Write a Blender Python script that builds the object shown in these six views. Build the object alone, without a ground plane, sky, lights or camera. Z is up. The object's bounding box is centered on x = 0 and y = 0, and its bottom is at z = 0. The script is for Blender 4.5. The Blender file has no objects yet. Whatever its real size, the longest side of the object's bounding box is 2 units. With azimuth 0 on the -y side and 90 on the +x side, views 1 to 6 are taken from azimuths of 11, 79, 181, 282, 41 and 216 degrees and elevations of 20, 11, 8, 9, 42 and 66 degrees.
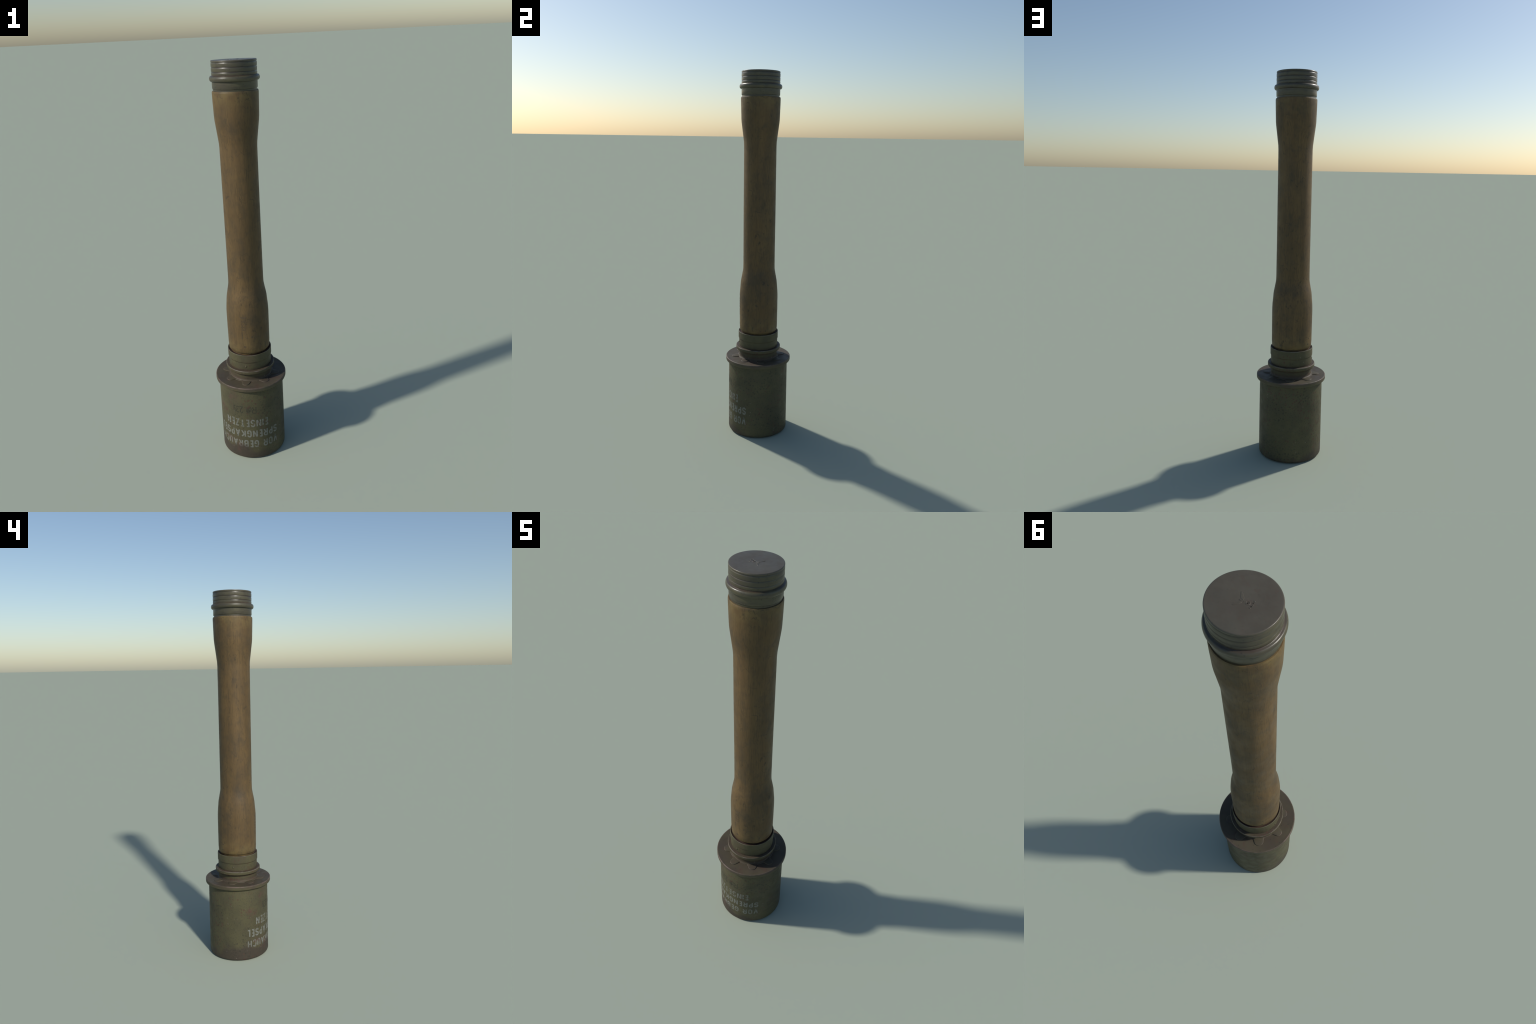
# Old stick grenade standing upside down on its canister: steel head, wooden handle, screw cap.
import bpy, bmesh, math, random
from mathutils import Vector, Matrix

random.seed(24)
TAU = math.tau
SEG = 120            # segments round every turned part


# ------------------------------------------------------------------ node helper
class Nodes:
    """Tiny wrapper so that materials read as formulas."""

    def __init__(self, name):
        self.mat = bpy.data.materials.new(name)
        self.mat.use_nodes = True
        self.t = self.mat.node_tree
        self.bsdf = self.t.nodes["Principled BSDF"]
        self.obj = self.t.nodes.new("ShaderNodeTexCoord").outputs["Object"]
        sep = self.t.nodes.new("ShaderNodeSeparateXYZ")
        self.link(self.obj, sep.inputs[0])
        self.x, self.y, self.z = sep.outputs

    def link(self, a, b):
        self.t.links.new(a, b)

    def put(self, sock, v):
        if isinstance(v, bpy.types.NodeSocket):
            self.link(v, sock)
        elif isinstance(v, (tuple, list)) and len(v) == 3 and sock.type == 'RGBA':
            sock.default_value = (*v, 1.0)
        else:
            sock.default_value = v

    def math(self, op, a, b=0.0, c=0.0, clamp=False):
        n = self.t.nodes.new("ShaderNodeMath")
        n.operation = op
        n.use_clamp = clamp
        for i, v in enumerate((a, b, c)):
            self.put(n.inputs[i], v)
        return n.outputs[0]

    def step(self, v, lo, hi, out0=0.0, out1=1.0):
        n = self.t.nodes.new("ShaderNodeMapRange")
        n.interpolation_type = 'SMOOTHSTEP'
        self.put(n.inputs[0], v)
        for i, k in enumerate((lo, hi, out0, out1)):
            n.inputs[i + 1].default_value = k
        return n.outputs[0]

    def scaled(self, sx, sy, sz, off=(0, 0, 0)):
        n = self.t.nodes.new("ShaderNodeMapping")
        self.link(self.obj, n.inputs[0])
        n.inputs["Scale"].default_value = (sx, sy, sz)
        n.inputs["Location"].default_value = off
        return n.outputs[0]

    def noise(self, scale, detail=4.0, rough=0.55, vec=None, distort=0.0, off=None):
        if vec is None:
            vec = self.obj if off is None else self.scaled(1, 1, 1, off)
        n = self.t.nodes.new("ShaderNodeTexNoise")
        self.link(vec, n.inputs["Vector"])
        n.inputs["Scale"].default_value = scale
        n.inputs["Detail"].default_value = detail
        n.inputs["Roughness"].default_value = rough
        n.inputs["Distortion"].default_value = distort
        return n.outputs["Fac"]

    def dots(self, scale, radius, share, soft=0.35, off=(0, 0, 0)):
        """Round specks: one per Voronoi cell, kept in a share of the cells."""
        n = self.t.nodes.new("ShaderNodeTexVoronoi")
        self.link(self.scaled(1, 1, 1, off), n.inputs["Vector"])
        n.inputs["Scale"].default_value = scale
        spot = self.step(n.outputs["Distance"], radius * (1 - soft), radius * (1 + soft), 1, 0)
        sep = self.t.nodes.new("ShaderNodeSeparateColor")
        self.link(n.outputs["Color"], sep.inputs[0])
        keep = self.math('LESS_THAN', sep.outputs[0], share)
        return self.math('MULTIPLY', spot, keep)

    def mix(self, f, a, b, mode='MIX'):
        n = self.t.nodes.new("ShaderNodeMix")
        n.data_type = 'RGBA'
        n.blend_type = mode
        self.put(n.inputs[0], f)
        self.put(n.inputs[6], a)
        self.put(n.inputs[7], b)
        return n.outputs[2]

    def near(self, p, r):
        """1 close to point p, 0 beyond radius r."""
        n = self.t.nodes.new("ShaderNodeVectorMath")
        n.operation = 'DISTANCE'
        self.link(self.obj, n.inputs[0])
        n.inputs[1].default_value = p
        return self.step(n.outputs["Value"], r * 0.15, r, 1, 0)

    def rim(self, r0, z0, w):
        """1 along a circular edge of radius r0 at height z0, fading out at distance w."""
        r = self.math('SQRT', self.math('ADD', self.math('MULTIPLY', self.x, self.x), self.math('MULTIPLY', self.y, self.y)))
        dr, dz = self.math('SUBTRACT', r, r0), self.math('SUBTRACT', self.z, z0)
        d = self.math('SQRT', self.math('ADD', self.math('MULTIPLY', dr, dr), self.math('MULTIPLY', dz, dz)))
        return self.step(d, w * 0.35, w, 1, 0)

    def bump(self, height, strength, dist=0.001, chain=None):
        n = self.t.nodes.new("ShaderNodeBump")
        n.inputs["Strength"].default_value = strength
        n.inputs["Distance"].default_value = dist
        self.put(n.inputs["Height"], height)
        if chain is not None:
            self.link(chain, n.inputs["Normal"])
        return n.outputs[0]

    def finish(self, color, rough, normal=None, metallic=0.0, spec=0.5):
        self.put(self.bsdf.inputs["Base Color"], color)
        self.put(self.bsdf.inputs["Roughness"], rough)
        self.bsdf.inputs["Metallic"].default_value = metallic
        self.bsdf.inputs["Specular IOR Level"].default_value = spec
        if normal is not None:
            self.link(normal, self.bsdf.inputs["Normal"])
        return self.mat


def on_wall(az, z, r):
    a = math.radians(az)
    return (r * math.sin(a), -r * math.cos(a), z)


# ------------------------------------------------------------------ colours
GREEN = (0.083, 0.075, 0.037)
GREEN_DARK = (0.064, 0.058, 0.032)
BROWN = (0.072, 0.054, 0.034)
PURPLE_BROWN = (0.063, 0.049, 0.035)
RUST = (0.095, 0.040, 0.026)
PIT = (0.022, 0.022, 0.018)
SCUFF = (0.17, 0.15, 0.125)


def painted_steel(name, brown=0.25, canister=False, rust_lines=(), lettering=None, pale_rims=(), pitting=0.55):
    """Faded field-green paint on steel, with brown wear, rust freckles, pits and scuffs."""
    n = Nodes(name)
    col = n.mix(n.step(n.noise(9, 5), 0.35, 0.65), GREEN_DARK, GREEN)
    col = n.mix(n.math('MULTIPLY', n.step(n.noise(55, 4), 0.45, 0.75), 0.35), col, (0.070, 0.064, 0.040))
    patch = n.step(n.noise(7, 7, 0.65, off=(3, 1, 7)), 0.62 - 0.3 * brown, 0.78 - 0.3 * brown)
    col = n.mix(n.math('MULTIPLY', patch, 0.8), col, BROWN)
    if lettering is not None:
        worn = n.step(n.noise(45, 5, 0.7, off=(5, 2, 2)), 0.24, 0.40)
        gone = n.step(n.noise(11, 3, 0.6, off=(1, 9, 4)), 0.30, 0.56, 0.72, 1.0)
        col = n.mix(n.math('MULTIPLY', n.math('MULTIPLY', worn, gone), lettering[1]), col, lettering[0])
    rough = n.step(n.noise(28, 5), 0.3, 0.7, 0.50, 0.68)
    for z0, w in rust_lines:                       # rust sits in the joints
        d = n.math('ABSOLUTE', n.math('SUBTRACT', n.z, z0))
        d = n.math('ADD', d, n.math('MULTIPLY', n.math('SUBTRACT', n.noise(40, 4), 0.5), w * 1.6))
        col = n.mix(n.step(d, w * 0.2, w, 0.6, 0), col, (0.062, 0.041, 0.031))
    if canister:
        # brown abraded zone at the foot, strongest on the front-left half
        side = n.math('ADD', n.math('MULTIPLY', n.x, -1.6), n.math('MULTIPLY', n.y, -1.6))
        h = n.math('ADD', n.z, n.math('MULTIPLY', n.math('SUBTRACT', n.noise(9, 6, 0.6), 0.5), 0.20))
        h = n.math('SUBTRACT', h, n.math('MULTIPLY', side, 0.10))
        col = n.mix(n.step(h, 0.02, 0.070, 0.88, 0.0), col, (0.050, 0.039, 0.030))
        # reddish scraped blotches beside the writing
        for az, z, r in ((-49, 0.270, 0.040), (-58, 0.29, 0.035), (-30, 0.36, 0.030), (-41, 0.105, 0.04), (-20, 0.07, 0.05)):
            m = n.math('MULTIPLY', n.near(on_wall(az, z, 0.166), r), n.step(n.noise(42, 5, 0.7), 0.42, 0.60))
            col = n.mix(n.math('MULTIPLY', m, 0.65), col, (0.088, 0.045, 0.036))
        # faded scrapes
        s = n.math('MULTIPLY', n.step(n.noise(14, 5, 0.7, off=(2, 8, 1)), 0.63, 0.74),
                   n.step(n.noise(80, 3), 0.45, 0.6))
        col = n.mix(n.math('MULTIPLY', s, 0.35), col, SCUFF)
    fre = n.math('MULTIPLY', n.dots(62, 0.34, 0.75, off=(0, 4, 0)), n.step(n.noise(10, 3, off=(9, 0, 0)), 0.42, 0.62))
    col = n.mix(n.math('MULTIPLY', fre, 0.65), col, (0.080, 0.036, 0.026))
    pit = n.math('MULTIPLY', n.dots(70, 0.33, 0.80), n.step(n.noise(8, 3, off=(0, 0, 9)), 0.42, 0.66))
    pit2 = n.dots(130, 0.34, 0.6, off=(1, 0, 3))
    pit = n.math('MAXIMUM', pit, n.math('MULTIPLY', pit2, 0.55))
    col = n.mix(n.math('MULTIPLY', pit, pitting), col, PIT)
    chip = n.math('MULTIPLY', n.dots(60, 0.17, 0.22, off=(7, 0, 0)), n.step(n.noise(7, 3, off=(1, 6, 2)), 0.48, 0.62))
    col = n.mix(n.math('MULTIPLY', chip, 0.5), col, SCUFF)
    for r0, z0, w in pale_rims:                    # pale broken line along the lips
        wear = n.math('MULTIPLY', n.rim(r0, z0, w), n.step(n.noise(22, 5), 0.42, 0.62))
        col = n.mix(n.math('MULTIPLY', wear, 0.62), col, (0.165, 0.140, 0.118))
    nor = n.bump(n.noise(45, 5, 0.6), 0.25, 0.002)
    nor = n.bump(n.math('SUBTRACT', n.noise(260, 3), pit), 0.22, 0.0010, nor)
    return n.finish(col, rough, nor, spec=0.32)


def worn_top_steel(name, pale_edge=False):
    """Brown-grey bare primer and steel: cap end, shoulder plate, star washer."""
    n = Nodes(name)
    col = n.mix(n.step(n.noise(11, 6), 0.35, 0.65), PURPLE_BROWN, (0.078, 0.065, 0.041))
    col = n.mix(n.math('MULTIPLY', n.step(n.noise(6, 5, off=(2, 2, 0)), 0.44, 0.64), 0.6), col, (0.074, 0.064, 0.034))
    col = n.mix(n.math('MULTIPLY', n.step(n.noise(26, 6, 0.65, off=(0, 5, 0)), 0.54, 0.68), 0.50), col, (0.080, 0.042, 0.030))
    col = n.mix(n.math('MULTIPLY', n.dots(90, 0.22, 0.2), 0.5), col, PIT)
    if pale_edge:
        m = n.rim(0.1818, 0.4350, 0.0055)
        m = n.math('MULTIPLY', m, n.step(n.noise(20, 5, 0.7), 0.40, 0.60))
        col = n.mix(n.math('MULTIPLY', m, 0.75), col, (0.135, 0.095, 0.078))
        low = n.math('MULTIPLY', n.step(n.z, 0.430, 0.416), n.step(n.noise(12, 5), 0.35, 0.6))
        col = n.mix(low, col, GREEN)
    rough = n.step(n.noise(30, 5), 0.3, 0.7, 0.50, 0.66)
    nor = n.bump(n.noise(60, 5, 0.6), 0.22, 0.0015)
    return n.finish(col, rough, nor, spec=0.32)


def aged_wood():
    """Turned hardwood, grain along the handle, dirty stains, arc-shaped scratches."""
    n = Nodes("aged_handle_wood")
    fib = n.noise(60, 5, 0.6, vec=n.scaled(1, 1, 0.07))
    fine = n.noise(250, 4, 0.65, vec=n.scaled(1, 1, 0.10))
    broad = n.noise(14, 4, 0.5, vec=n.scaled(1, 1, 0.16))
    col = n.mix(n.step(broad, 0.35, 0.66), (0.107, 0.069, 0.030), (0.140, 0.089, 0.037))
    col = n.mix(n.math('MULTIPLY', n.step(fib, 0.42, 0.68), 0.34), col, (0.078, 0.051, 0.025))
    col = n.mix(n.math('MULTIPLY', n.step(fine, 0.47, 0.68), 0.48), col, (0.055, 0.038, 0.021))
    col = n.mix(n.math('MULTIPLY', n.step(n.noise(13, 3, 0.5, vec=n.scaled(1, 1, .12, (4, 0, 0))), 0.52, 0.72), 0.40),
                col, (0.140, 0.082, 0.034))
    # pale worn ends
    ends = n.math('MAXIMUM', n.step(n.z, 1.76, 1.87), n.step(n.z, 0.70, 0.59))
    ends = n.math('MULTIPLY', ends, n.step(n.noise(22, 4), 0.35, 0.62))
    col = n.mix(n.math('MULTIPLY', ends, 0.55), col, (0.172, 0.126, 0.050))
    # grime
    haze = n.step(n.noise(26, 5, 0.65, vec=n.scaled(1, 1, 0.8, (2, 7, 3))), 0.48, 0.70)
    col = n.mix(n.math('MULTIPLY', haze, 0.42), col, (0.060, 0.047, 0.030))
    blot = n.step(n.noise(9, 7, 0.68, vec=n.scaled(1, 1, 0.7)), 0.46, 0.70)
    col = n.mix(n.math('MULTIPLY', blot, 0.48), col, (0.050, 0.041, 0.028))
    spots = n.step(n.noise(48, 5, 0.72, vec=n.scaled(1, 1, 0.6)), 0.56, 0.68)
    spots = n.math('MULTIPLY', spots, n.step(n.noise(6, 3, off=(5, 5, 5)), 0.40, 0.62))
    col = n.mix(n.math('MULTIPLY', spots, 0.62), col, (0.034, 0.028, 0.020))
    # curved scratches: thin level lines of a smooth noise, kept in places
    def arcs(scale, off, w):
        v = n.math('ABSOLUTE', n.math('SUBTRACT', n.noise(scale, 0, vec=n.scaled(1, 1, 0.7, off)), 0.5))
        keep = n.step(n.noise(scale * 1.3, 2, off=(off[1] + 3, off[0], 1)), 0.54, 0.64)
        return n.math('MULTIPLY', n.step(v, 0, w, 1, 0), keep)
    lines = n.math('MAXIMUM', arcs(16, (0, 2, 0), 0.012), arcs(27, (6, 0, 3), 0.016))
    col = n.mix(n.math('MULTIPLY', lines, 0.55), col, (0.040, 0.033, 0.024))
    rough = n.step(n.noise(16, 4), 0.3, 0.7, 0.46, 0.62)
    h = n.math('ADD', n.math('MULTIPLY', fine, 0.6), fib)
    nor = n.bump(h, 0.30, 0.0015)
    nor = n.bump(n.math('SUBTRACT', n.noise(20, 3), n.math('MULTIPLY', lines, 0.4)), 0.18, 0.003, nor)
    return n.finish(col, rough, nor, spec=0.28)


def dark_stamp(name, color, strength):
    """Ink or burnt-in mark on the wood, broken up by the grain."""
    n = Nodes(name)
    fib = n.noise(60, 5, 0.6, vec=n.scaled(1, 1, 0.07))
    base = n.mix(n.step(fib, 0.4, 0.68), (0.112, 0.070, 0.031), (0.078, 0.051, 0.025))
    f = n.math('MULTIPLY', n.step(n.noise(70, 4, 0.7), 0.30, 0.56), strength)
    return n.finish(n.mix(f, base, color), 0.6, n.bump(fib, 0.3, 0.0015))


def threaded_steel():
    n = Nodes("dark_worn_cap_steel")
    col = n.mix(n.step(n.noise(9, 5), 0.35, 0.65), (0.060, 0.053, 0.036), (0.078, 0.070, 0.038))
    band = n.noise(30, 5, 0.6, vec=n.scaled(0.35, 0.35, 3.0))
    col = n.mix(n.math('MULTIPLY', n.step(band, 0.48, 0.66), 0.65), col, (0.046, 0.037, 0.029))
    smut = n.step(n.noise(24, 6, 0.7, off=(4, 4, 1)), 0.52, 0.68)
    col = n.mix(n.math('MULTIPLY', smut, 0.5), col, (0.036, 0.033, 0.025))
    top = n.math('MULTIPLY', n.step(n.z, 1.9935, 1.9985), n.step(n.noise(20, 4), 0.1, 0.4))
    topcol = n.mix(n.step(n.noise(16, 6), 0.35, 0.65), (0.079, 0.066, 0.046), (0.090, 0.079, 0.056))
    topcol = n.mix(n.math('MULTIPLY', n.step(n.noise(30, 5, off=(0, 5, 0)), 0.58, 0.72), 0.45), topcol, (0.085, 0.052, 0.036))
    topcol = n.mix(n.math('MULTIPLY', n.step(n.noise(7, 5, off=(3, 0, 0)), 0.50, 0.70), 0.5), topcol, (0.075, 0.070, 0.052))
    col = n.mix(top, col, topcol)
    for z0, w in ((1.9365, 0.0045), (1.9705, 0.0020), (1.9510, 0.0020), (1.9920, 0.0015)):
        d = n.math('ABSOLUTE', n.math('SUBTRACT', n.z, z0))
        m = n.math('MULTIPLY', n.step(d, w * 0.3, w, 0.7, 0), n.step(n.noise(14, 4), 0.35, 0.55))
        col = n.mix(m, col, (0.055, 0.034, 0.026))
    for z0 in (1.9512, 1.9712, 1.9917, 1.9095, 1.8772):        # thin dark lines at the thread grooves and under the bead and lower edge
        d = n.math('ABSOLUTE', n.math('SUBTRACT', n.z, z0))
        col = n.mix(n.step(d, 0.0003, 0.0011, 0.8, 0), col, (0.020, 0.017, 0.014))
    col = n.mix(n.math('MULTIPLY', n.dots(110, 0.24, 0.3), n.step(n.z, 1.999, 1.997, 0.12, 0.6)), col, PIT)
    rough = n.step(n.noise(30, 5), 0.3, 0.7, 0.29, 0.45)
    nor = n.bump(n.noise(45, 5, 0.6), 0.25, 0.002)
    return n.finish(col, rough, nor, spec=0.52)


# ------------------------------------------------------------------ geometry helpers
root = bpy.data.objects.new("stick_grenade", None)
bpy.context.scene.collection.objects.link(root)
root["label"] = "old stick grenade, worn wooden handle, green steel head down"
root["category"] = "stick grenade"


def add(name, bm_or_mesh, material, parent=root, smooth_angle=40.0):
    if isinstance(bm_or_mesh, bmesh.types.BMesh):
        bmesh.ops.recalc_face_normals(bm_or_mesh, faces=bm_or_mesh.faces)
        me = bpy.data.meshes.new(name)
        bm_or_mesh.to_mesh(me)
        bm_or_mesh.free()
    else:
        me = bm_or_mesh
    me.materials.clear()
    me.materials.append(material)
    if smooth_angle:
        me.shade_smooth()
        me.set_sharp_from_angle(angle=math.radians(smooth_angle))
    ob = bpy.data.objects.new(name, me)
    bpy.context.scene.collection.objects.link(ob)
    ob.parent = parent
    return ob


def lathe(profile, wobble=None, closed_loop=False, seg=SEG):
    """Turn a list of (radius, z) round the z axis. Radius 0 ends become poles."""
    bm = bmesh.new()
    rings = []
    for r, z in profile:
        if r < 1e-6:
            rings.append([bm.verts.new((0, 0, z))])
            continue
        ring = []
        for k in range(seg):
            a = TAU * k / seg
            dr, dz = wobble(a, r, z) if wobble else (0, 0)
            ring.append(bm.verts.new(((r + dr) * math.sin(a), -(r + dr) * math.cos(a), z + dz)))
        rings.append(ring)
    pairs = list(zip(rings, rings[1:]))
    if closed_loop:
        pairs.append((rings[-1], rings[0]))
    for a, b in pairs:
        for k in range(seg):
            j = (k + 1) % seg
            if len(a) == 1 and len(b) > 1:
                bm.faces.new((a[0], b[k], b[j]))
            elif len(b) == 1 and len(a) > 1:
                bm.faces.new((a[k], a[j], b[0]))
            else:
                bm.faces.new((a[k], a[j], b[j], b[k]))
    return bm


def rounded(points, size=0.002, steps=3):
    """Round the inner corners of a profile with small arcs (quadratic)."""
    out = [points[0]]
    for p, q, s in zip(points, points[1:], points[2:]):
        P, Q, S = Vector(p), Vector(q), Vector(s)
        d1, d2 = (P - Q), (S - Q)
        k = min(size, d1.length * 0.45, d2.length * 0.45)
        a, b = Q + d1.normalized() * k, Q + d2.normalized() * k
        for i in range(steps + 1):
            t = i / steps
            v = a.lerp(Q, t).lerp(Q.lerp(b, t), t)
            out.append((v.x, v.y))
    out.append(points[-1])
    return out


def ripple(amount, seed, freq=(2, 3, 5, 7)):
    rnd = random.Random(seed)
    terms = [(f, rnd.uniform(0, TAU), rnd.uniform(0.4, 1.0) / f) for f in freq]

    def f(a, r, z):
        d = sum(w * math.sin(k * a + p + z * 9) for k, p, w in terms)
        return amount * d, amount * 0.3 * d
    return f


def wrap(bm, radius_at, az0, thick, proud):
    """Bend a flat x-y drawing round the axis: x runs along -azimuth, y runs along z."""
    bmesh.ops.triangulate(bm, faces=bm.faces)
    geo = bmesh.ops.extrude_face_region(bm, geom=list(bm.faces))
    top = {v for v in geo['geom'] if isinstance(v, bmesh.types.BMVert)}
    for v in bm.verts:
        x, y = v.co.x, v.co.y
        r = radius_at(y) + (proud if v in top else proud - thick)
        a = math.radians(az0) + x / radius_at(y)
        v.co = Vector((r * math.sin(a), -r * math.cos(a), y))
    return bm


# ------------------------------------------------------------------ canister
canister_steel = painted_steel("green_canister_paint", 0.22, canister=True,
                               rust_lines=())
CANISTER_WALL = [(0.1664, 0.0), (0.1664, 0.09), (0.1663, 0.20), (0.1660, 0.30), (0.1657, 0.417)]
canister = add("canister", lathe(
    [(0, 0.0)] + rounded([(0.10, 0.0), (0.1525, 0.0), (0.1600, 0.0016), (0.1645, 0.0055), (0.1664, 0.0120)]
                         + CANISTER_WALL[1:] + [(0.150, 0.418)], 0.003)
    + [(0.12, 0.419)], ripple(0.00008, 3)), canister_steel)

# shoulder plate: rolled flange closing the canister
plate_steel = worn_top_steel("brown_shoulder_steel", pale_edge=True)
plate = add("shoulder_plate", lathe(
    rounded([(0.150, 0.4085), (0.1662, 0.4085), (0.1672, 0.4115), (0.1690, 0.4125), (0.1800, 0.4135),
             (0.1825, 0.4165), (0.1825, 0.4335), (0.1800, 0.4362), (0.172, 0.4358), (0.118, 0.4352), (0.100, 0.4352)], 0.0018),
    ripple(0.0005, 8, (2, 5, 9, 14))), plate_steel)


# star washer with eight rounded tabs under the neck
def star_washer():
    bm = bmesh.new()
    lobes = [(-1.5 + 45 * k + random.uniform(-1.5, 1.5), random.uniform(0.030, 0.035), random.uniform(10.0, 11.5))
             for k in range(8)]

    def outline(deg):
        r = 0.1155
        for c, ln, w in lobes:
            t = abs((deg - c + 180) % 360 - 180)
            r += ln * max(0.0, 1 - (t / w) ** 2.6) ** 0.6 if t < w else 0.0
        return r
    n = 720
    raw = [outline(360 * k / n) for k in range(n)]
    soft = [sum(raw[(k + d) % n] for d in range(-4, 5)) / 9 for k in range(n)]
    layers = [(1.0, 0.0, 0.4340), (1.0, 0.0, 0.4366), (1.0, 0.0010, 0.4378), (1.0, 0.003, 0.4382), (0.0, 0.0, 0.4386)]
    rings = []
    for full, inset, z in layers:
        ring = []
        for k in range(n):
            deg = 360 * k / n
            a = math.radians(deg)
            r = (soft[k] - inset) if full else 0.104
            ring.append(bm.verts.new((r * math.sin(a), -r * math.cos(a), z)))
        rings.append(ring)
    for p, q in zip(rings, rings[1:]):
        for k in range(n):
            j = (k + 1) % n
            bm.faces.new((p[k], p[j], q[j], q[k]))
    return bm


add("star_washer", star_washer(), worn_top_steel("brown_washer_steel"), smooth_angle=60)

# ------------------------------------------------------------------ neck, flange and collar
neck_steel = painted_steel("green_neck_paint", 0.55, rust_lines=((0.446, 0.016), (0.4995, 0.0025), (0.472, 0.008)), pale_rims=((0.1243, 0.4978, 0.0032),), pitting=0.35)
neck = add("neck", lathe(
    rounded([(0.100, 0.4340), (0.1115, 0.4380), (0.1082, 0.4410), (0.1068, 0.4480), (0.1066, 0.4700), (0.1085, 0.4775), (0.1220, 0.4795),
             (0.1246, 0.4830), (0.1249, 0.4950), (0.1236, 0.4990), (0.1130, 0.4985), (0.104, 0.4985)], 0.0022),
    ripple(0.0003, 5)), neck_steel)

collar_steel = painted_steel("green_collar_paint", 0.40, rust_lines=((0.501, 0.004), (0.5405, 0.0016)), pale_rims=((0.1105, 0.5833, 0.0034),), pitting=0.30)
collar = add("collar", lathe(
    rounded([(0.104, 0.4970), (0.1087, 0.4980), (0.1087, 0.5385), (0.1100, 0.5412), (0.1115, 0.5440), (0.1115, 0.5800),
             (0.1109, 0.5838), (0.1090, 0.5846), (0.1074, 0.5830), (0.100, 0.5770), (0.090, 0.5690)], 0.0018),
    ripple(0.00035, 6)), collar_steel)
collar_inner = Nodes("rusty_collar_throat")
throat = add("collar_throat", lathe(
    rounded([(0.080, 0.5785), (0.0985, 0.5795), (0.1060, 0.5828), (0.1084, 0.5850)], 0.001)),
    collar_inner.finish(collar_inner.mix(collar_inner.noise(30, 4), (0.075, 0.034, 0.024), (0.05, 0.036, 0.028)), 0.7),
    parent=collar)


def dome(radius, height, ring=False):
    """Rivet head as a small lathe in its own frame (axis = z)."""
    prof = [(0, height), (radius * .35, height * .96), (radius * .7, height * .72), (radius * .92, height * .3),
            (radius, -height * .8)]
    if ring:
        prof = [(0, 0.0002), (radius * .6, 0.0002), (radius * .78, height), (radius * .95, height * .8), (radius, -height)]
    return lathe(prof, seg=20)


def stud_on_wall(name, bm, material, az, z, r, parent):
    ob = add(name, bm, material, parent)
    a = math.radians(az)
    out = Vector((math.sin(a), -math.cos(a), 0))
    m = Matrix.Translation(out * r + Vector((0, 0, z))) @ out.to_track_quat('Z', 'Y').to_matrix().to_4x4()
    ob.data.transform(m)
    return ob


rivet_steel = painted_steel("rivet_paint", 0.45)
for az in (-0.3, -90.0):
    stud_on_wall("rivet", dome(0.0060, 0.0030), rivet_steel, az, 0.5208, 0.1083, collar)
stud_on_wall("rivet", dome(0.0060, 0.0009, ring=True), rivet_steel, 180.0, 0.5195, 0.1083, collar)

# ------------------------------------------------------------------ wooden handle
HANDLE_TURNING = [(0.0930, 0.560), (0.0950, 0.5895), (0.1012, 0.5912), (0.1037, 0.5940), (0.1050, 0.620), (0.1055, 0.700), (0.1058, 0.780),
          (0.1055, 0.798), (0.1047, 0.815), (0.1000, 0.870), (0.0985, 0.880), (0.0890, 0.931), (0.0874, 0.944), (0.0868, 0.970),
          (0.0866, 1.10), (0.0867, 1.30), (0.0868, 1.50), (0.0870, 1.615), (0.0880, 1.637), (0.0945, 1.690), (0.1006, 1.738),
          (0.1020, 1.755), (0.1030, 1.790), (0.1042, 1.830), (0.1047, 1.860), (0.1043, 1.8655), (0.1025, 1.8690), (0.094, 1.8692)]

HANDLE = [(r + 0.0005, z) for r, z in HANDLE_TURNING]


def handle_radius(z):
    for (r0, z0), (r1, z1) in zip(HANDLE, HANDLE[1:]):
        if z0 <= z <= z1:
            return r0 + (r1 - r0) * (z - z0) / (z1 - z0)
    return 0.1


def dense(profile, step=0.02):
    out = []
    for p, q in zip(profile, profile[1:]):
        k = max(1, int(abs(q[1] - p[1]) / step))
        out += [(p[0] + (q[0] - p[0]) * i / k, p[1] + (q[1] - p[1]) * i / k) for i in range(k)]
    return out + [profile[-1]]


handle = add("handle", lathe(dense(HANDLE), ripple(0.0003, 11, (2, 3, 4))), aged_wood(), smooth_angle=50)

# nail heads that pin the handle in the collar
nail_mat = dark_stamp("dark_nail_hole", (0.03, 0.026, 0.02), 0.8)
for az, z in ((146, 0.6095), (-125.6, 0.6145), (20.7, 0.685), (-124, 0.644)):
    stud_on_wall("nail", dome(0.0042, 0.0005, ring=True), nail_mat, az, z, handle_radius(z), handle)

# ------------------------------------------------------------------ writing on the canister
white_paint = painted_steel("worn_white_lettering", 0.30, canister=True, lettering=((0.185, 0.190, 0.168), 0.86))
black_ink = painted_steel("faded_black_lettering", 0.22, canister=True, lettering=((0.022, 0.022, 0.020), 0.68))
CAN_R = 0.1664


STROKE = 0.0074


def along(profile, z):
    for (r0, z0), (r1, z1) in zip(profile, profile[1:]):
        if z0 <= z <= z1:
            return r0 + (r1 - r0) * (z - z0) / (z1 - z0)
    return profile[-1][0]


def arc(cx, cy, rx, ry, d0, d1, n=10):
    return [(cx + rx * math.cos(math.radians(d0 + (d1 - d0) * i / n)), cy + ry * math.sin(math.radians(d0 + (d1 - d0) * i / n)))
            for i in range(n + 1)]


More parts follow.
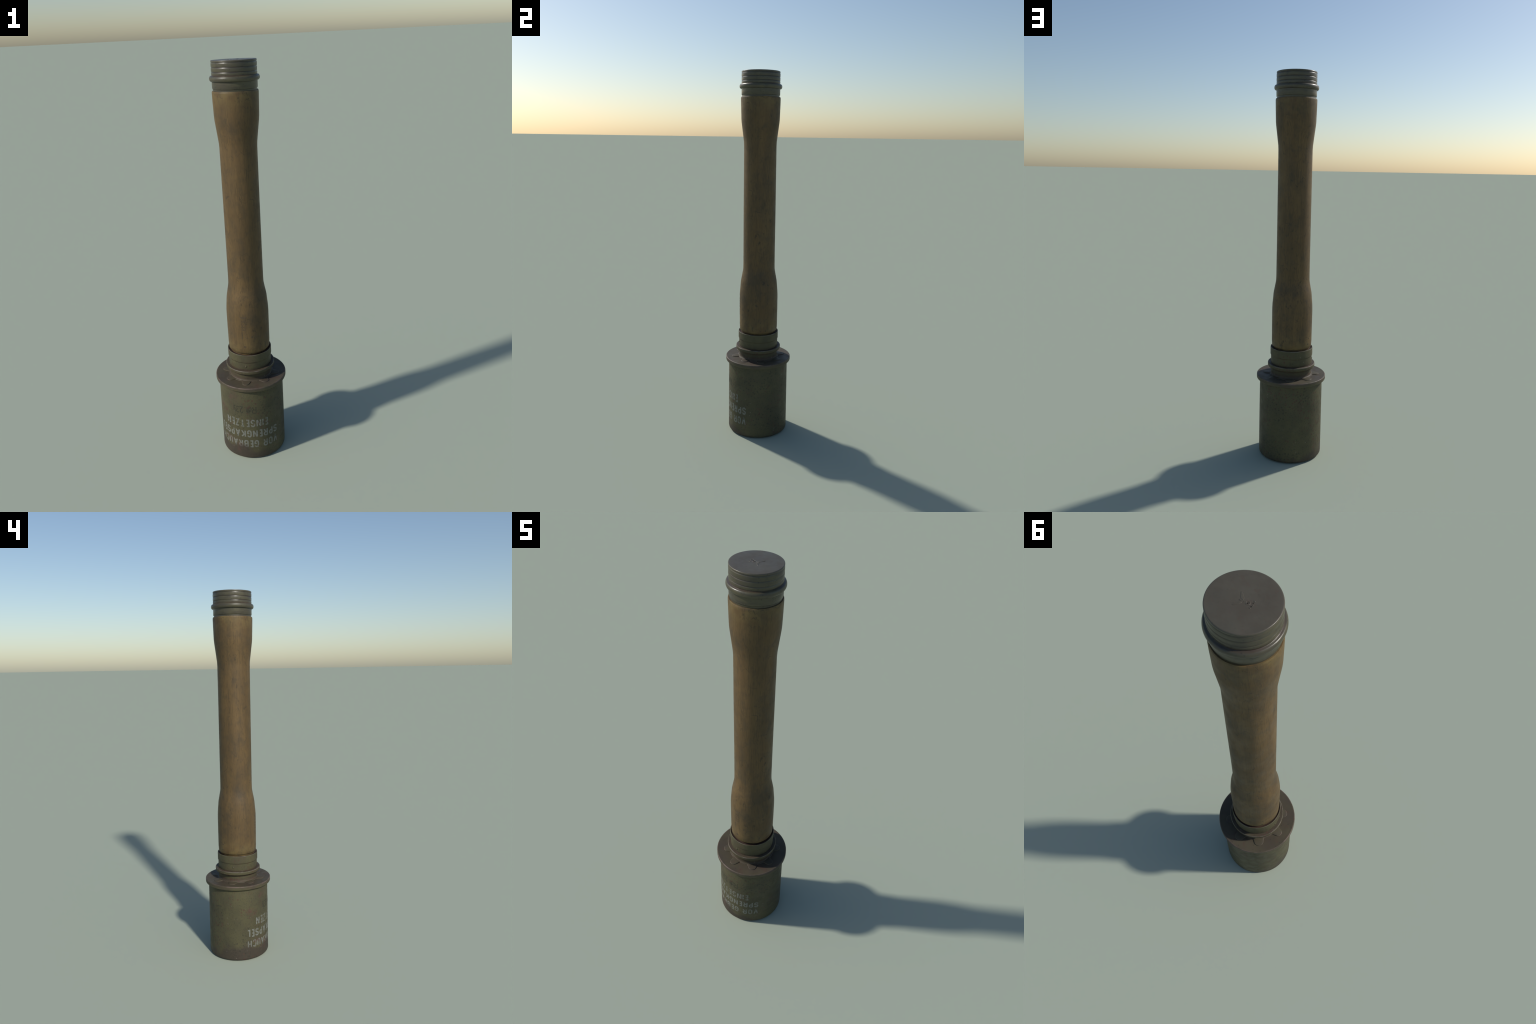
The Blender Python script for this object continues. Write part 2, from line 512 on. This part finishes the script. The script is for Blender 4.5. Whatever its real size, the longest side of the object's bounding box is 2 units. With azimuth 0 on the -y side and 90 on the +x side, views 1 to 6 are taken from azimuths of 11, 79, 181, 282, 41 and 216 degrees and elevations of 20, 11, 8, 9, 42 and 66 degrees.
def bowl(y0, y1):
    m, h = (y0 + y1) / 2, (y1 - y0) / 2
    return [(0, y1)] + arc(0.55, m, 0.45, h, 90, -90) + [(0, y0)]


TOP, BOT = arc(0.5, 0.74, 0.5, 0.26, 12, 180), arc(0.5, 0.26, 0.5, 0.26, 180, 348)
# narrow block letters: outer width in metres, then strokes as centre lines in a unit box
GLYPHS = {
    'A': (0.0260, [[(0, 0), (0.5, 1), (1, 0)], [(0.2, 0.27), (0.8, 0.27)]]),
    'B': (0.0230, [[(0, 0), (0, 1)], bowl(0.53, 1), bowl(0, 0.53)]),
    'C': (0.0225, [TOP + BOT]),
    'E': (0.0180, [[(1, 1), (0, 1), (0, 0), (1, 0)], [(0, 0.51), (0.88, 0.51)]]),
    'G': (0.0230, [TOP + arc(0.5, 0.26, 0.5, 0.26, 180, 360) + [(1, 0.46), (0.52, 0.46)]]),
    'H': (0.0235, [[(0, 0), (0, 1)], [(1, 0), (1, 1)], [(0, 0.5), (1, 0.5)]]),
    'I': (0.0067, [[(0, 0), (0, 1)]]),
    'K': (0.0245, [[(0, 0), (0, 1)], [(1, 1), (0.02, 0.40)], [(0.36, 0.60), (1, 0)]]),
    'L': (0.0180, [[(0, 1), (0, 0), (1, 0)]]),
    'N': (0.0245, [[(0, 0), (0, 1)], [(0, 1), (1, 0)], [(1, 0), (1, 1)]]),
    'O': (0.0230, [arc(0.5, 0.72, 0.5, 0.28, 0, 180) + arc(0.5, 0.28, 0.5, 0.28, 180, 360) + [(1, 0.73)]]),
    'P': (0.0215, [[(0, 0), (0, 1)], bowl(0.43, 1)]),
    'R': (0.0230, [[(0, 0), (0, 1)], bowl(0.47, 1), [(0.5, 0.47), (1, 0)]]),
    'S': (0.0225, [arc(0.5, 0.75, 0.5, 0.25, 5, 230) + arc(0.5, 0.26, 0.5, 0.26, 50, -175)]),
    'T': (0.0220, [[(0.5, 0), (0.5, 1)], [(0, 1), (1, 1)]]),
    'U': (0.0230, [[(0, 1)] + arc(0.5, 0.28, 0.5, 0.28, 180, 360) + [(1, 1)]]),
    'V': (0.0250, [[(0, 1), (0.5, 0), (1, 1)]]),
    'Z': (0.0210, [[(0, 1), (1, 1), (0, 0), (1, 0)]]),
    'd': (0.0150, [[(1, 0), (1, 1)], arc(0.5, 0.32, 0.5, 0.32, 20, 340, 16)]),
    'f': (0.0120, [[(0.4, 0)] + arc(0.75, 0.80, 0.35, 0.20, 180, 80), [(0, 0.62), (0.95, 0.62)]]),
    '.': (0.0030, [[(0, 0), (0, 0.08)]]),
    '2': (0.0150, [arc(0.5, 0.72, 0.5, 0.28, 170, -30) + [(0, 0), (1, 0)]]),
    '3': (0.0150, [arc(0.5, 0.75, 0.48, 0.25, 160, -85) + arc(0.5, 0.25, 0.5, 0.25, 85, -160)]),
    '9': (0.0150, [arc(0.5, 0.68, 0.5, 0.32, 0, 360, 18), [(1, 0.68)] + arc(0.4, 0.35, 0.6, 0.35, 0, -90)]),
}


def ribbon(points, width):
    """Left and right outlines of a mitred stroke, cut fine enough to lie on the curved wall."""
    fine = []
    for p, q in zip(points, points[1:]):
        k = max(1, int((Vector(q) - Vector(p)).length / 0.004))
        fine += [Vector(p).lerp(Vector(q), i / k) for i in range(k)]
    fine.append(Vector(points[-1]))
    fine = [p for i, p in enumerate(fine) if i == 0 or (p - fine[i - 1]).length > 1e-6]
    sides = []
    for i, p in enumerate(fine):
        a = (p - fine[max(i - 1, 0)])
        b = (fine[min(i + 1, len(fine) - 1)] - p)
        a = (a if a.length else b).normalized()
        b = (b if b.length else a).normalized()
        na, nb = Vector((-a.y, a.x)), Vector((-b.y, b.x))
        m = (na + nb).normalized()
        m *= min(1.0 / max(m.dot(na), 0.2), 2.2) * width / 2
        sides.append((p + m, p - m))
    return sides


def writing(name, body, az_from, az_to, z_top, z_bottom, stroke, material, space=0.012):
    """The head stands upside down, so each line runs from right to left and its tops point down.
    Every stroke is a thin skin of paint with real thickness, laid a hair above the one before."""
    height = z_bottom - z_top - stroke
    span = math.radians(az_from - az_to) * CAN_R
    widths = [space if c == ' ' else GLYPHS[c][0] * 1.04 for c in body]
    gap = (span - sum(widths)) / (len(body) - 1)
    bm = bmesh.new()
    pen = 0.0
    for c, w in zip(body, widths):
        for layer, line in enumerate([] if c == ' ' else GLYPHS[c][1]):
            inner = max(w - stroke, 0)
            pts = [(pen + stroke / 2 + x * inner, y * height) for x, y in line]
            rows = []
            for left, right in ribbon(pts, stroke):
                row = []
                for p in (left, right):
                    z = z_bottom - stroke / 2 - p.y
                    a = math.radians(az_from) - p.x / CAN_R
                    for r in (along(CANISTER_WALL, z) + 0.00022 + 0.00006 * layer, along(CANISTER_WALL, z) - 0.0008):
                        row.append(bm.verts.new((r * math.sin(a), -r * math.cos(a), z)))
                rows.append(row)
            for p, q in zip(rows, rows[1:]):
                for i, j in ((0, 2), (2, 3), (3, 1), (1, 0)):
                    bm.faces.new((p[i], p[j], q[j], q[i]))
            for e in (rows[0], rows[-1]):
                bm.faces.new((e[0], e[2], e[3], e[1]))
        pen += w + gap
    return add(name, bm, material, canister, smooth_angle=30)


writing("lettering", "VOR GEBRAUCH", 57.5, -60.2, 0.0715, 0.1155, STROKE, white_paint)
writing("lettering", "SPRENGKAPSEL", 57.5, -61.0, 0.1335, 0.1780, STROKE, white_paint)
writing("lettering", "EINSETZEN", 38.6, -41.6, 0.1970, 0.2425, STROKE, white_paint)
writing("lettering", "Rdf. 2.39", 17.8, -25.0, 0.2790, 0.3190, 0.0038, black_ink, 0.008)


# ------------------------------------------------------------------ stamps
def bird_mark(scale):
    """Worn spread-wing inspection stamp: two stepped wings, body, round disc; drawn flat, y up."""
    bm = bmesh.new()

    def poly(pts):
        bm.faces.new([bm.verts.new((x * scale, y * scale, 0)) for x, y in pts])
    for s in (-1, 1):
        poly([(0.10 * s, 0.16), (0.32 * s, 0.36), (1.0 * s, 0.72), (1.0 * s, 0.54), (0.78 * s, 0.30), (0.42 * s, -0.02),
              (0.10 * s, -0.12)])
    poly([(-0.10, 0.28), (0.0, 0.42), (0.10, 0.28), (0.09, -0.25), (0.0, -0.36), (-0.09, -0.25)])
    return bm


def disc_ring(cx, cy, r0, r1):
    bm = bmesh.new()
    n = 28
    a = [bm.verts.new((cx + r0 * math.cos(TAU * k / n), cy + r0 * math.sin(TAU * k / n), 0)) for k in range(n)]
    b = [bm.verts.new((cx + r1 * math.cos(TAU * k / n), cy + r1 * math.sin(TAU * k / n), 0)) for k in range(n)]
    for k in range(n):
        j = (k + 1) % n
        bm.faces.new((a[k], a[j], b[j], b[k]))
    return bm


def join(*parts):
    out = bmesh.new()
    for bm in parts:
        me = bpy.data.meshes.new("stamp_piece")
        bm.to_mesh(me)
        bm.free()
        out.from_mesh(me)
        bpy.data.meshes.remove(me)
    return out


def bar(cx, cy, w, h):
    bm = bmesh.new()
    bm.faces.new([bm.verts.new((cx + sx * w / 2, cy + sy * h / 2, 0)) for sx, sy in ((-1, -1), (1, -1), (1, 1), (-1, 1))])
    return bm


# burnt-in marks down the front of the handle: wings, then a column of worn illegible figures
burnt = dark_stamp("burnt_handle_stamp", (0.045, 0.036, 0.026), 0.62)
bird = bird_mark(0.0185)
for v in bird.verts:
    v.co.y = v.co.y * 0.75 + 0.790
figures = []
y = 0.771
for kind in ("ring", "ring", "ring", "ring", "bar", "bar", "bar"):
    w = 0.0115 + random.uniform(-0.001, 0.001)
    if kind == "ring":
        figures += [disc_ring(-0.0055, y, 0.0036, 0.0056), disc_ring(0.0060, y - 0.001, 0.0032, 0.0052)]
        y -= 0.0150
    else:
        figures += [bar(0.0005, y, 0.020, 0.0024), bar(-0.0085, y - 0.005, 0.0024, 0.010)]
        y -= 0.0125
figures += [disc_ring(0.002, 0.630, 0.004, 0.0062), disc_ring(0.002, 0.630, 0.0005, 0.0020)]
drawing = join(bird, *figures)
wrap(drawing, handle_radius, -1.5, 0.0012, 0.0004)
add("handle_stamp", drawing, burnt, handle, smooth_angle=0)

# ------------------------------------------------------------------ screw cap
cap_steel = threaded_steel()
profile = [(0.092, 1.8670), (0.0992, 1.8680), (0.0992, 1.8755), (0.0992, 1.8768), (0.1012, 1.8782), (0.1020, 1.8800), (0.1022, 1.9000),
           (0.1024, 1.9095)]
# rolled bead
for i in range(13):
    t = -math.pi / 2 + math.pi * i / 12
    profile.append((0.1040 + 0.0088 * math.cos(t) ** 0.8 if 0 < i < 12 else 0.1035, 1.9222 + 0.0120 * math.sin(t)))
profile += [(0.1016, 1.9355), (0.1020, 1.9385)]
# three thread grooves: overhang above, sloping shoulder below
for z in (1.9500, 1.9700, 1.9905):
    profile += [(0.1023, z - 0.0046), (0.1021, z - 0.0032), (0.1016, z - 0.0016), (0.1008, z - 0.0002), (0.1004, z + 0.0008), (0.1006, z + 0.0014),
                (0.1018, z + 0.0019), (0.1021, z + 0.0036)]
profile += [(0.1021, 1.9965), (0.1016, 1.9988), (0.1004, 1.9998), (0.0980, 2.0000), (0.060, 1.9998), (0.030, 1.9996), (0, 1.9996)]
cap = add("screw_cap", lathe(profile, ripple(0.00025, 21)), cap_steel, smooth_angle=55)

# raised stamp in the middle of the cap end: wings, disc and a short row of worn figures
down = Vector((-0.0268, -0.0044)).normalized()
right = Vector((-down.y, down.x))
stamp = bird_mark(0.0235)
for v in stamp.verts:
    v.co.y -= 0.001
worn = [disc_ring(0, -0.0175, 0.0048, 0.0068), disc_ring(0.0006, -0.0177, 0.0010, 0.0026)]
for i, dx in enumerate((-0.0125, -0.0065, -0.0005, 0.0055, 0.0115)):
    worn.append(disc_ring(dx, -0.0315 + abs(dx) * 0.25, 0.0010, 0.0023) if i % 2 else bar(dx, -0.0315 + abs(dx) * 0.25, 0.0018, 0.005))
stamp = join(stamp, *worn)
for v in stamp.verts:
    p = -down * v.co.y - right * v.co.x + Vector((0.006, 0.0005))
    v.co = Vector((p.x, p.y, 1.9992))
geo = bmesh.ops.extrude_face_region(stamp, geom=list(stamp.faces))
for v in geo['geom']:
    if isinstance(v, bmesh.types.BMVert):
        v.co.z += 0.0010
bmesh.ops.bevel(stamp, geom=[e for e in stamp.edges if all(v.co.z > 2.0 for v in e.verts)], offset=0.0004, segments=1, affect='EDGES')
add("cap_stamp", stamp, cap_steel, cap, smooth_angle=30)
